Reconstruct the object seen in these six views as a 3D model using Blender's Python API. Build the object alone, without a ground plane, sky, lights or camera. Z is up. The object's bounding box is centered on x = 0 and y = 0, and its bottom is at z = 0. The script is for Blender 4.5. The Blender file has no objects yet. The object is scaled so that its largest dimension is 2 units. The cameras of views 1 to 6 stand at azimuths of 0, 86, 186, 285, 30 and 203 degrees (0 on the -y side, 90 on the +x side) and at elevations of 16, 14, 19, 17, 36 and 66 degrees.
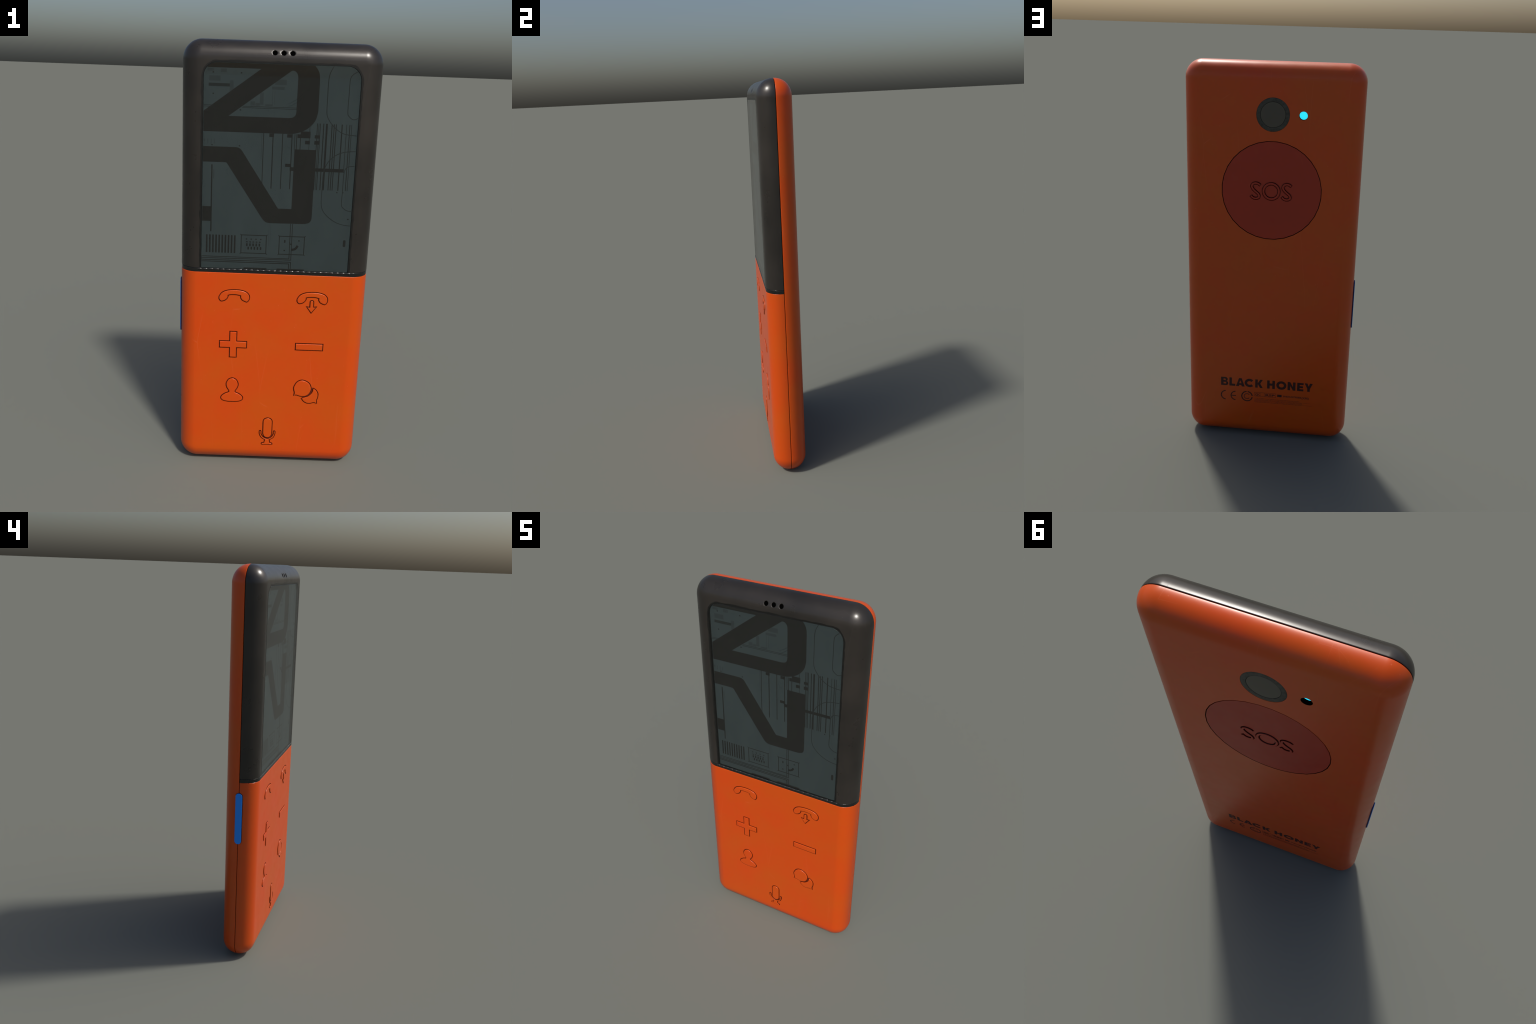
"""Rugged two-tone mobile phone standing upright: orange back shell and keypad
panel, dark upper frame with a recessed printed screen, raised keys, round
emergency button, camera lens, indicator light and a blue side button."""
import bpy, bmesh, math, random
from mathutils import Vector, geometry, noise

random.seed(7)
MM = 0.001

# ----------------------------------------------------------------- dimensions
CX = 0.0024                # body centre in x (the side button sticks out at -x)
HW = 0.4316                # half width
HZ = 1.0                   # half height
HD = 0.0837                # half depth
EDGE = 0.080               # radius of the rounded edge between side and face
CORNER = 0.086             # corner radius of the outline
SEAM_Y = 0.0010            # parting line between the shells
GAP = 0.0024               # width of the parting line
SPLIT_LOW, SPLIT_HIGH = 0.981, 0.9995     # trim strip between keypad and frame
FRONT_Y, SCREEN_Y, BACK_Y = -HD, -0.0715, HD


# ------------------------------------------------------------------ materials
def new_material(name):
    m = bpy.data.materials.new(name)
    m.use_nodes = True
    nt = m.node_tree
    return m, nt, nt.nodes["Principled BSDF"]


def node(nt, kind, **kw):
    n = nt.nodes.new(kind)
    for k, v in kw.items():
        setattr(n, k, v)
    return n


def ramp(nt, src, lo, hi, c0=(0, 0, 0, 1), c1=(1, 1, 1, 1)):
    r = node(nt, "ShaderNodeValToRGB")
    e = r.color_ramp.elements
    e[0].position, e[0].color = lo, c0
    e[1].position, e[1].color = hi, c1
    nt.links.new(src, r.inputs[0])
    return r.outputs["Color"]


def maths(nt, op, a, b=None):
    n = node(nt, "ShaderNodeMath", operation=op)
    for i, s in enumerate((a, b)):
        if s is None:
            continue
        if isinstance(s, (int, float)):
            n.inputs[i].default_value = s
        else:
            nt.links.new(s, n.inputs[i])
    return n.outputs[0]


def mix_colour(nt, fac, a, b):
    n = node(nt, "ShaderNodeMix", data_type="RGBA")
    if isinstance(fac, float):
        n.inputs["Factor"].default_value = fac
    else:
        nt.links.new(fac, n.inputs["Factor"])
    for sock, v in ((n.inputs[6], a), (n.inputs[7], b)):
        if isinstance(v, tuple):
            sock.default_value = v
        else:
            nt.links.new(v, sock)
    return n.outputs[2]


def scratch_mask(nt, coord, angle, stretch, scale, width, keep, seed):
    """Broken hairline scratches: thin borders of stretched Voronoi cells,
    kept only where a coarse noise is high."""
    mp = node(nt, "ShaderNodeMapping")
    mp.inputs["Rotation"].default_value = angle
    mp.inputs["Scale"].default_value = stretch
    mp.inputs["Location"].default_value = (seed, seed * .7, seed * .3)
    nt.links.new(coord, mp.inputs[0])
    wob = node(nt, "ShaderNodeTexNoise")
    wob.inputs["Scale"].default_value = 3.0
    nt.links.new(mp.outputs[0], wob.inputs["Vector"])
    add = node(nt, "ShaderNodeVectorMath", operation="MULTIPLY_ADD")
    nt.links.new(wob.outputs["Color"], add.inputs[0])
    add.inputs[1].default_value = (.05, .05, .05)
    nt.links.new(mp.outputs[0], add.inputs[2])
    v = node(nt, "ShaderNodeTexVoronoi", feature="DISTANCE_TO_EDGE")
    v.inputs["Scale"].default_value = scale
    nt.links.new(add.outputs[0], v.inputs["Vector"])
    line = ramp(nt, v.outputs["Distance"], 0.0, width, (1, 1, 1, 1), (0, 0, 0, 1))
    n = node(nt, "ShaderNodeTexNoise")
    n.inputs["Scale"].default_value = 7.0
    nt.links.new(mp.outputs[0], n.inputs["Vector"])
    return maths(nt, "MULTIPLY", line, ramp(nt, n.outputs["Fac"], keep, keep + .12))


def worn_plastic(name, colour, tint, rough, wear, strength, bump=0.02, coat=0.0, spec=0.5):
    """Moulded plastic: faint blotches, hairline scratches and specks."""
    m, nt, b = new_material(name)
    tc = node(nt, "ShaderNodeTexCoord").outputs["Object"]
    blotch = node(nt, "ShaderNodeTexNoise")
    blotch.inputs["Scale"].default_value = 4.5
    blotch.inputs["Detail"].default_value = 5.0
    nt.links.new(tc, blotch.inputs["Vector"])
    base = mix_colour(nt, ramp(nt, blotch.outputs["Fac"], .35, .68), colour, tint)
    s1 = scratch_mask(nt, tc, (0, .5, 0), (1, 1, .22), 9.0, .006, .55, 1.3)
    s2 = scratch_mask(nt, tc, (0, -.9, 0), (1, 1, .16), 11.0, .006, .57, 5.1)
    dots = node(nt, "ShaderNodeTexVoronoi")
    dots.inputs["Scale"].default_value = 34.0
    nt.links.new(tc, dots.inputs["Vector"])
    d = ramp(nt, dots.outputs["Distance"], .045, .09, (1, 1, 1, 1), (0, 0, 0, 1))
    sep = node(nt, "ShaderNodeSeparateColor")
    nt.links.new(dots.outputs["Color"], sep.inputs[0])
    d = maths(nt, "MULTIPLY", d, maths(nt, "GREATER_THAN", sep.outputs[0], .62))
    marks = maths(nt, "MAXIMUM", maths(nt, "MAXIMUM", s1, s2), d)
    col = mix_colour(nt, maths(nt, "MULTIPLY", marks, strength), base, wear)
    nt.links.new(col, b.inputs["Base Color"])
    fine = node(nt, "ShaderNodeTexNoise")
    fine.inputs["Scale"].default_value = 16.0
    fine.inputs["Detail"].default_value = 6.0
    nt.links.new(tc, fine.inputs["Vector"])
    r = maths(nt, "MULTIPLY_ADD", fine.outputs["Fac"], .16)
    r.node.inputs[2].default_value = rough - .08
    nt.links.new(maths(nt, "ADD", r, maths(nt, "MULTIPLY", marks, .15)), b.inputs["Roughness"])
    b.inputs["Specular IOR Level"].default_value = spec
    b.inputs["Coat Weight"].default_value = coat
    if bump:
        grain = node(nt, "ShaderNodeTexNoise")
        grain.inputs["Scale"].default_value = 420.0
        nt.links.new(tc, grain.inputs["Vector"])
        h = maths(nt, "SUBTRACT", grain.outputs["Fac"], marks)
        bp = node(nt, "ShaderNodeBump")
        bp.inputs["Strength"].default_value = bump
        bp.inputs["Distance"].default_value = .002
        nt.links.new(h, bp.inputs["Height"])
        nt.links.new(bp.outputs[0], b.inputs["Normal"])
    return m


def plain(name, colour, rough, spec=0.5, vary=0.0, scale=40.0):
    m, nt, b = new_material(name)
    tc = node(nt, "ShaderNodeTexCoord").outputs["Object"]
    n = node(nt, "ShaderNodeTexNoise")
    n.inputs["Scale"].default_value = scale
    n.inputs["Detail"].default_value = 4.0
    nt.links.new(tc, n.inputs["Vector"])
    lo = tuple(c * (1 - vary) for c in colour[:3]) + (1,)
    hi = tuple(c * (1 + vary) for c in colour[:3]) + (1,)
    nt.links.new(mix_colour(nt, ramp(nt, n.outputs["Fac"], .3, .7), lo, hi), b.inputs["Base Color"])
    b.inputs["Roughness"].default_value = rough
    b.inputs["Specular IOR Level"].default_value = spec
    return m


def display_face(name, colour):
    """Matt printed display with a faint vertical unevenness."""
    m, nt, b = new_material(name)
    tc = node(nt, "ShaderNodeTexCoord").outputs["Object"]
    n = node(nt, "ShaderNodeTexNoise")
    n.inputs["Scale"].default_value = 6.0
    n.inputs["Detail"].default_value = 6.0
    mp = node(nt, "ShaderNodeMapping")
    mp.inputs["Scale"].default_value = (2.0, 1, .7)
    nt.links.new(tc, mp.inputs[0])
    nt.links.new(mp.outputs[0], n.inputs["Vector"])
    lo = tuple(c * .95 for c in colour[:3]) + (1,)
    hi = tuple(c * 1.05 for c in colour[:3]) + (1,)
    face = mix_colour(nt, ramp(nt, n.outputs["Fac"], .35, .65), lo, hi)
    dim = node(nt, "ShaderNodeMix", data_type="RGBA", blend_type="MULTIPLY")
    dim.inputs["Factor"].default_value = 1.0
    nt.links.new(face, dim.inputs[6])
    dim.inputs[7].default_value = (.3, .3, .3, 1)
    nt.links.new(dim.outputs[2], b.inputs["Base Color"])
    nt.links.new(face, b.inputs["Emission Color"])           # glow added to wash out the frame's cast shadow
    b.inputs["Emission Strength"].default_value = .72
    b.inputs["Roughness"].default_value = .6
    b.inputs["Specular IOR Level"].default_value = .1
    return m


def cover_glass(name):
    """Clear pane, slightly smudged and scratched."""
    m, nt, b = new_material(name)
    tc = node(nt, "ShaderNodeTexCoord").outputs["Object"]
    geo = node(nt, "ShaderNodeNewGeometry")
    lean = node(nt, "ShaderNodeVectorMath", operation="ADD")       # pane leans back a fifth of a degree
    lean.inputs[1].default_value = (0, 0, .0039)
    nt.links.new(geo.outputs["Normal"], lean.inputs[0])
    nt.nodes.remove(b)
    n = node(nt, "ShaderNodeTexNoise")
    n.inputs["Scale"].default_value = 5.0
    n.inputs["Detail"].default_value = 6.0
    mp = node(nt, "ShaderNodeMapping")
    mp.inputs["Scale"].default_value = (3.0, 1, .6)
    nt.links.new(tc, mp.inputs[0])
    nt.links.new(mp.outputs[0], n.inputs["Vector"])
    r = maths(nt, "MULTIPLY_ADD", ramp(nt, n.outputs["Fac"], .5, .75), .03)
    r.node.inputs[2].default_value = .008
    mirror = node(nt, "ShaderNodeBsdfGlossy")
    nt.links.new(r, mirror.inputs["Roughness"])
    nt.links.new(lean.outputs[0], mirror.inputs["Normal"])
    s1 = scratch_mask(nt, tc, (0, .8, 0), (1, 1, .2), 8.0, .004, .58, 3.3)
    clear = node(nt, "ShaderNodeBsdfRefraction")                   # thin pane: no visible bending
    clear.inputs["IOR"].default_value = 1.0
    clear.inputs["Roughness"].default_value = 0.0
    nt.links.new(mix_colour(nt, s1, (1, 1, 1, 1), (.8, .8, .8, 1)), clear.inputs["Color"])
    fr = node(nt, "ShaderNodeFresnel")
    fr.inputs["IOR"].default_value = 1.54
    front = maths(nt, "SUBTRACT", 1.0, geo.outputs["Backfacing"])
    mix = node(nt, "ShaderNodeMixShader")
    nt.links.new(maths(nt, "MULTIPLY", fr.outputs[0], front), mix.inputs[0])
    nt.links.new(clear.outputs[0], mix.inputs[1])
    nt.links.new(mirror.outputs[0], mix.inputs[2])
    nt.links.new(mix.outputs[0], nt.nodes["Material Output"].inputs["Surface"])
    return m


ORANGE = worn_plastic("orange_plastic", (.575, .0745, .0006, 1), (.615, .0600, .0006, 1), .33,
                      (.80, .20, .08, 1), .22, .008)
BLACK = worn_plastic("dark_frame_plastic", (.0270, .0230, .0198, 1), (.0155, .0137, .0120, 1), .30,
                     (.07, .065, .06, 1), .28, .008)
RED = worn_plastic("red_button_plastic", (.42, .026, .0045, 1), (.39, .024, .0045, 1), .40,
                   (.5, .07, .05, 1), .3, .015)
TRIM = plain("glossy_black_rubber", (.010, .0102, .0095, 1), .19)
BEAD = plain("glint_bead_gloss", (.012, .012, .0115, 1), .15, .9)
DARK_RIM = plain("ragged_rim_black", (.005, .005, .0045, 1), .35, .5, .3, 60)
CORE = plain("black_core", (.004, .004, .004, 1), .7, .2)
GLASS = cover_glass("cover_glass")
SCREEN = display_face("display_face", (.0314, .0432, .0432, 1))
PRINT = display_face("display_print", (.0118, .0118, .0103, 1))
FAINT = display_face("display_print_faint", (.0150, .0178, .0168, 1))
GHOST = display_face("display_print_ghost", (.0246, .0318, .0316, 1))
SKIRT = plain("key_flank_baked_shade", (.13, .016, .004, 1), .5, .3)  # orange darkened to bake the crease shadow around the keys
RED_SKIRT = plain("button_flank_baked_shade", (.032, .003, .002, 1), .5, .3)  # red taken almost to black: painted occlusion outlining disc and letters
INK = plain("dark_ink", (.046, .0105, .0085, 1), .45, .35)
INK_FAINT = plain("faint_ink", (.13, .019, .007, 1), .42)
LENS_RING = plain("lens_ring_rubber", (.066, .060, .046, 1), .45, .28, .35, 90)
LENS = plain("lens_cover", (.088, .075, .052, 1), .36)
HOLE = plain("hole_black", (.001, .001, .001, 1), .9, 0.0)
BLUE = plain("blue_button_plastic", (.010, .26, .95, 1), .40, .4)
LED, _nt, _b = new_material("cyan_indicator_light")
_b.inputs["Base Color"].default_value = (.02, .5, .7, 1)
_b.inputs["Emission Color"].default_value = (.027, .76, 1.0, 1)
_b.inputs["Emission Strength"].default_value = 1.0
_b.inputs["Roughness"].default_value = .4

# -------------------------------------------------------------------- helpers
SCENE = bpy.context.scene.collection


def add_object(name, mesh, material, parent=None):
    ob = bpy.data.objects.new(name, mesh)
    SCENE.objects.link(ob)
    if material is not None:
        mesh.materials.append(material)
    ob.parent = parent
    return ob


def to_mesh(bm, name, smooth_angle=None):
    bmesh.ops.recalc_face_normals(bm, faces=bm.faces[:])
    me = bpy.data.meshes.new(name)
    bm.to_mesh(me)
    bm.free()
    if smooth_angle is not None:
        soften(me, smooth_angle)
    return me


def soften(me, angle):
    me.shade_smooth()
    me.set_sharp_from_angle(angle=math.radians(angle))


def rounded_rect(hx, hz, r, seg=14):
    """Outline of a rounded rectangle, counter-clockwise in (x, z)."""
    pts = []
    for cx, cz, a0 in ((hx - r, hz - r, 0), (-hx + r, hz - r, 90), (-hx + r, -hz + r, 180), (hx - r, -hz + r, 270)):
        for i in range(seg + 1):
            a = math.radians(a0 + 90 * i / seg)
            pts.append((cx + r * math.cos(a), cz + r * math.sin(a)))
    return pts


def loft(rings, name, cap_start=True, cap_end=True, closed=False):
    """Join rings of 3D points (all the same length) with quads."""
    bm = bmesh.new()
    vr = [[bm.verts.new(p) for p in ring] for ring in rings]
    n = len(rings[0])
    pairs = list(zip(vr, vr[1:])) + ([(vr[-1], vr[0])] if closed else [])
    for a, b in pairs:
        for i in range(n):
            bm.faces.new((a[i], a[(i + 1) % n], b[(i + 1) % n], b[i]))
    if not closed and cap_start:
        bm.faces.new(vr[0])
    if not closed and cap_end:
        bm.faces.new(vr[-1])
    bmesh.ops.recalc_face_normals(bm, faces=bm.faces[:])
    return bm


def half_shell(side, inset=0.0):
    """Solid half of the body: side = -1 front, +1 back."""
    y_in = SEAM_Y + side * GAP / 2
    r = EDGE
    prof = [(.0016, y_in), (.0005, y_in + side * .0006), (.0, y_in + side * .0018)]
    y_c = side * (HD - r)
    for i in range(0, 19):
        t = math.radians(90 * i / 18)
        d, y = r * (1 - math.cos(t)), y_c + side * r * math.sin(t)
        if side * y > side * prof[-1][1] + .0005:
            prof.append((d, y))
    prof.append((r + .006, side * HD))
    rings = []
    for d, y in prof:
        d += inset
        if y == side * HD:
            y -= side * inset
        pts = rounded_rect(HW - d, HZ - d, max(CORNER - d, .0025))
        rings.append([(CX + x, y, HZ + z) for x, z in pts])
    return loft(rings, "shell")


def cut_plane(bm, z, keep_above, bevel=.003):
    geom = bm.verts[:] + bm.edges[:] + bm.faces[:]
    bmesh.ops.bisect_plane(bm, geom=geom, plane_co=(0, 0, z), plane_no=(0, 0, 1),
                           clear_outer=not keep_above, clear_inner=keep_above)
    edges = [e for e in bm.edges if all(abs(v.co.z - z) < 1e-6 for v in e.verts) and len(e.link_faces) == 1]
    bmesh.ops.holes_fill(bm, edges=edges, sides=0)
    if bevel:
        edges = [e for e in bm.edges if all(abs(v.co.z - z) < 1e-6 for v in e.verts)]
        bmesh.ops.bevel(bm, geom=edges, offset=bevel, segments=3, affect="EDGES", profile=.5, clamp_overlap=True)


def volume(me):
    bm = bmesh.new()
    bm.from_mesh(me)
    v = abs(bm.calc_volume())
    bm.free()
    return v


def boolean_cut(ob, cutter_bm, angle=30):
    me = bpy.data.meshes.new("cutter")
    bmesh.ops.recalc_face_normals(cutter_bm, faces=cutter_bm.faces[:])
    cutter_bm.to_mesh(me)
    cutter_bm.free()
    cutter = bpy.data.objects.new("cutter", me)
    SCENE.objects.link(cutter)
    mod = ob.modifiers.new("cut", "BOOLEAN")
    mod.operation, mod.solver, mod.object = "DIFFERENCE", "EXACT", cutter
    dg = bpy.context.evaluated_depsgraph_get()
    dg.update()
    new = bpy.data.meshes.new_from_object(ob.evaluated_get(dg))
    mats = list(ob.data.materials)
    old = ob.data
    ob.modifiers.clear()
    if volume(new) < .5 * volume(old):       # the solver lost the part: leave it uncut
        bpy.data.meshes.remove(new)
        bpy.data.objects.remove(cutter)
        bpy.data.meshes.remove(me)
        return None
    ob.data = new
    new.materials.clear()
    for m in mats:
        new.materials.append(m)
    bpy.data.objects.remove(cutter)
    bpy.data.meshes.remove(me)
    bpy.data.meshes.remove(old)
    soften(new, angle)
    return ob


def weighted(ob):
    w = ob.modifiers.new("weighted_normal", "WEIGHTED_NORMAL")
    w.keep_sharp = True
    w.weight = 90
    return ob


def spline(points, per=6):
    """Closed smooth outline through control points given in millimetres.
    A third element marks a sharp corner."""
    P = [(p[0] * MM, p[1] * MM) for p in points]
    sharp = [len(p) > 2 for p in points]
    n, out = len(P), []
    for i in range(n):
        p1, p2 = P[i], P[(i + 1) % n]
        p0 = p1 if sharp[i] else P[i - 1]
        p3 = p2 if sharp[(i + 1) % n] else P[(i + 2) % n]
        if sharp[i] and sharp[(i + 1) % n]:
            out.append(p1)
            continue
        for k in range(per):
            t = k / per
            out.append(tuple(.5 * ((2 * b) + (c - a) * t + (2 * a - 5 * b + 4 * c - d) * t * t
                                   + (3 * b - a - 3 * c + d) * t ** 3)
                             for a, b, c, d in zip(p0, p1, p2, p3)))
    if area(out) < 0:
        out.reverse()
    return out


def area(p):
    return .5 * sum(a[0] * b[1] - b[0] * a[1] for a, b in zip(p, p[1:] + p[:1]))


def offset(poly, d):
    """Grow (d > 0) or shrink a counter-clockwise outline with mitred corners."""
    n, out = len(poly), []
    for i in range(n):
        a, b, c = Vector(poly[i - 1]), Vector(poly[i]), Vector(poly[(i + 1) % n])
        e1, e2 = (b - a), (c - b)
        if e1.length < 1e-9 or e2.length < 1e-9:
            out.append(tuple(b))
            continue
        n1 = Vector((e1.y, -e1.x)).normalized()
        n2 = Vector((e2.y, -e2.x)).normalized()
        m = (n1 + n2)
        m = m / max(.35, m.length_squared / 2)
        out.append(tuple(b + m * d))
    for _ in range(6):          # collapse edges that the offset turned inside out
        bad = [i for i in range(n) if (Vector(out[(i + 1) % n]) - Vector(out[i])).dot(
            Vector(poly[(i + 1) % n]) - Vector(poly[i])) < 0]
        if not bad:
            break
        for i in bad:
            j = (i + 1) % n
            mid = tuple((Vector(out[i]) + Vector(out[j])) / 2)
            out[i] = out[j] = mid
    return out


def tidy(poly):
    """Drop repeated points."""
    return [p for i, p in enumerate(poly) if (Vector(p) - Vector(poly[i - 1])).length > 2e-5]


def stroke(path, width, cap=0):
    """Outline of a stroked polyline with flat ends."""
    h, L, R = width / 2, [], []
    for i, p in enumerate(path):
        p = Vector(p)
        t1 = (p - Vector(path[i - 1])).normalized() if i else None
        t2 = (Vector(path[i + 1]) - p).normalized() if i < len(path) - 1 else None
        t1, t2 = t1 or t2, t2 or t1
        m = Vector((-(t1 + t2).y, (t1 + t2).x))
        m = m / max(.3, m.length_squared / 2)
        L.append(tuple(p + m * h))
        R.append(tuple(p - m * h))
    out = L + R[::-1]
    return out if area(out) > 0 else out[::-1]


def curve(points, per=8):
    """Open smooth line through control points in millimetres."""
    P = [Vector((p[0] * MM, p[1] * MM)) for p in points]
    P = [P[0]] + P + [P[-1]]
    out = []
    for i in range(1, len(P) - 2):
        a, b, c, d = P[i - 1:i + 3]
        for k in range(per):
            t = k / per
            out.append(tuple(.5 * (2 * b + (c - a) * t + (2 * a - 5 * b + 4 * c - d) * t * t + (3 * b - a - 3 * c + d) * t ** 3)))
    return out + [tuple(P[-1])]


def arc(cx, cz, rx, a0, a1, n=24, rz=None):
    rz = rz or rx
    return [(cx + rx * math.cos(math.radians(a0 + (a1 - a0) * i / n)),
             cz + rz * math.sin(math.radians(a0 + (a1 - a0) * i / n))) for i in range(n + 1)]


def box(x0, x1, z0, z1):
    return [(x0, z0), (x1, z0), (x1, z1), (x0, z1)]


def prism(bm, loops, y0, y1):
    """Straight prism of an outline with optional holes (loops[1:])."""
    loops = [tidy(lp) for lp in loops]
    if len(loops) == 1:
        a = [bm.verts.new((x, y0, z)) for x, z in loops[0]]
        b = [bm.verts.new((x, y1, z)) for x, z in loops[0]]
        bm.faces.new(a)
        bm.faces.new(b[::-1])
        for i in range(len(a)):
            j = (i + 1) % len(a)
            bm.faces.new((a[i], a[j], b[j], b[i]))
        return bm
    flat = [[Vector((x, z, 0)) for x, z in lp] for lp in loops]
    tris = geometry.tessellate_polygon(flat)
    pts = [p for lp in loops for p in lp]
    a = [bm.verts.new((x, y0, z)) for x, z in pts]
    b = [bm.verts.new((x, y1, z)) for x, z in pts]
    for t in tris:
        if len(set(t)) == 3:
            bm.faces.new([a[i] for i in t])
            bm.faces.new([b[i] for i in reversed(t)])
    k = 0
    for lp in loops:
        n = len(lp)
        for i in range(n):
            j = (i + 1) % n
            bm.faces.new((a[k + i], a[k + j], b[k + j], b[k + i]))
        k += n
    return bm


def plate(name, loops, y0, y1, material, parent):
    bm = prism(bmesh.new(), loops, y0, y1)
    return add_object(name, to_mesh(bm, name), material, parent)


def pad(name, outline, y_deep, y_top, r, side, material, parent, skirt=None):
    """Key cap: an outline raised to y_top with a rounded rim."""
    rings = [[(x, y_deep, z) for x, z in outline]]
    for i in range(5):
        t = math.radians(90 * i / 4)
        o = offset(outline, -r * (1 - math.cos(t)))
        rings.append([(x, y_top - side * r * (1 - math.sin(t)), z) for x, z in o])
    bm = loft(rings, name, cap_start=True, cap_end=False)
    top = [v for v in bm.verts if abs(v.co.y - y_top) < 1e-7]
    top_pts = [Vector((x, z, 0)) for x, _, z in rings[-1]]
    verts = sorted(top, key=lambda v: v.index)
    bm.verts.index_update()
    verts = sorted(top, key=lambda v: v.index)[-len(top_pts):]
    for t in geometry.tessellate_polygon([top_pts]):
        try:
            bm.faces.new([verts[i] for i in t])
        except ValueError:
            pass
    bm.faces.ensure_lookup_table()
    bm.faces.index_update()
    n = len(outline)
    for f in bm.faces:                       # shaft below the rounded rim
        f.material_index = 1 if f.index < n else 0
    ob = add_object(name, to_mesh(bm, name, 40), material, parent)
    if skirt:
        ob.data.materials.append(skirt)
    return weighted(ob)


# ---------------------------------------------------------------- the phone
root = bpy.data.objects.new("mobile_phone", None)
SCENE.objects.link(root)
root["label"] = "upright orange mobile phone with dark framed screen and raised keys"
root["category"] = "mobile phone"

# inner core: fills the parting line with black
core_rings = []
for d, y in ((.012, -.045), (.0048, -.02), (.0042, .02), (.012, .045)):
    core_rings.append([(CX + x, y, HZ + z) for x, z in rounded_rect(HW - d, HZ - d, CORNER - d)])
add_object("inner_core", to_mesh(loft(core_rings, "core"), "inner_core", 30), CORE, root)

# back shell, keypad panel, upper frame, trim strip
back_shell = add_object("back_shell", to_mesh(half_shell(1), "back_shell", 30), ORANGE, root)
bm = half_shell(-1)
cut_plane(bm, SPLIT_LOW - .0004, False)
keypad_panel = add_object("keypad_panel", to_mesh(bm, "keypad_panel", 30), ORANGE, root)
bm = half_shell(-1)
cut_plane(bm, SPLIT_HIGH + .0004, True, .0025)
upper_frame = add_object("upper_frame", to_mesh(bm, "upper_frame", 30), BLACK, root)
bm = half_shell(-1, .0008)
cut_plane(bm, SPLIT_HIGH, False, .0045)
cut_plane(bm, SPLIT_LOW, True, .0015)
trim = add_object("trim_strip", to_mesh(bm, "trim_strip", 40), TRIM, root)
weighted(trim)

# row of glints modelled as glossy beads along the trim's upper edge
bm = bmesh.new()
bmesh.ops.create_uvsphere(bm, u_segments=14, v_segments=8, radius=1.0)
for v in bm.verts:
    v.co = Vector((v.co.x * .0140, v.co.y * .0042, v.co.z * .0040))
bead_mesh = to_mesh(bm, "trim_glint_bead", 60)
for i in range(27):
    b = add_object("trim_glint_bead", bead_mesh, BEAD if i == 0 else None, trim)
    b.location = (CX - .3425 + i * .0262, FRONT_Y + .0018, SPLIT_HIGH - .0030)

# ------------------------------------------------------------------- keypad
HANDSET = [(-184, 900), (-212, 896), (-234, 885.5), (-247, 867.5), (-248, 855), (-243, 846.5), (-236, 843), (-222, 847),
           (-212, 855.5), (-207, 865), (-207, 872.5, 1), (-195, 875.5), (-179, 876.3), (-163, 875.5), (-148, 872, 1), (-148, 863),
           (-141.5, 852), (-131, 846), (-119.5, 842.5), (-111.5, 849), (-107, 862), (-109.5, 876.5), (-122, 890),
           (-142, 897.3), (-162, 900)]
ARROW = [(174.2, 855, 1), (178, 859.5), (186.4, 859.5), (190.2, 855, 1), (190.4, 828, 1), (203.6, 830, 1), (181, 799.5, 1),
         (159.5, 829, 1), (173.8, 827, 1)]
PLUS = [(-193.2, 694, 1), (-193.2, 645.2, 1), (-241, 645.2, 1), (-241, 613, 1), (-193.2, 613, 1), (-193.2, 564.4, 1),
        (-161, 564.4, 1), (-161, 613, 1), (-113.5, 613, 1), (-113.5, 645.2, 1), (-161, 645.2, 1), (-161, 694, 1)]
MINUS = [(117.3, 645, 1), (117.3, 612.3, 1), (245.8, 612.3, 1), (245.8, 645, 1)]
PERSON = [(-176.2, 455.5), (-194, 448), (-204.5, 428), (-202, 407.5), (-191.5, 389.5), (-193.5, 381.5), (-210, 374), (-225, 362),
          (-229.3, 350), (-221, 338.5), (-199, 332.6), (-176.5, 331.6), (-154, 332.6), (-132, 338.5), (-123.7, 350), (-128, 362),
          (-143, 374), (-159, 381.5), (-161, 389.5), (-150.5, 407.5), (-148, 428), (-158.5, 448)]
BUBBLE_A = [(159, 457), (134, 446), (120, 420), (120.5, 404), (124, 391), (122.3, 376, 1), (134.5, 378), (149, 373.5), (169, 371.5),
            (190, 381), (202, 402), (202, 424), (188, 445.5)]
BUBBLE_B = [(212.8, 416.5, 1), (207, 392), (188, 372.8), (170, 366.5), (159.5, 360.5, 1), (170, 346), (186.5, 337), (203, 337), (219, 341),
            (234, 337.5, 1), (232.8, 354), (237.3, 369.5), (237.3, 390), (227, 407.5)]
BUBBLE_GAP = [(211, 416, 1), (205, 412), (200, 395), (186, 379), (168, 370), (160, 361.5, 1), (188, 368, 1), (210, 390, 1)]
MIC = [(2, 249), (-11, 245), (-19, 235), (-20, 218, 1), (-19.5, 165, 1), (-15, 152), (-6, 144.5), (2.5, 142.5), (11, 144.5), (20, 152),
       (24, 165, 1), (24, 218, 1), (23, 235), (15, 245)]
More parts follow.
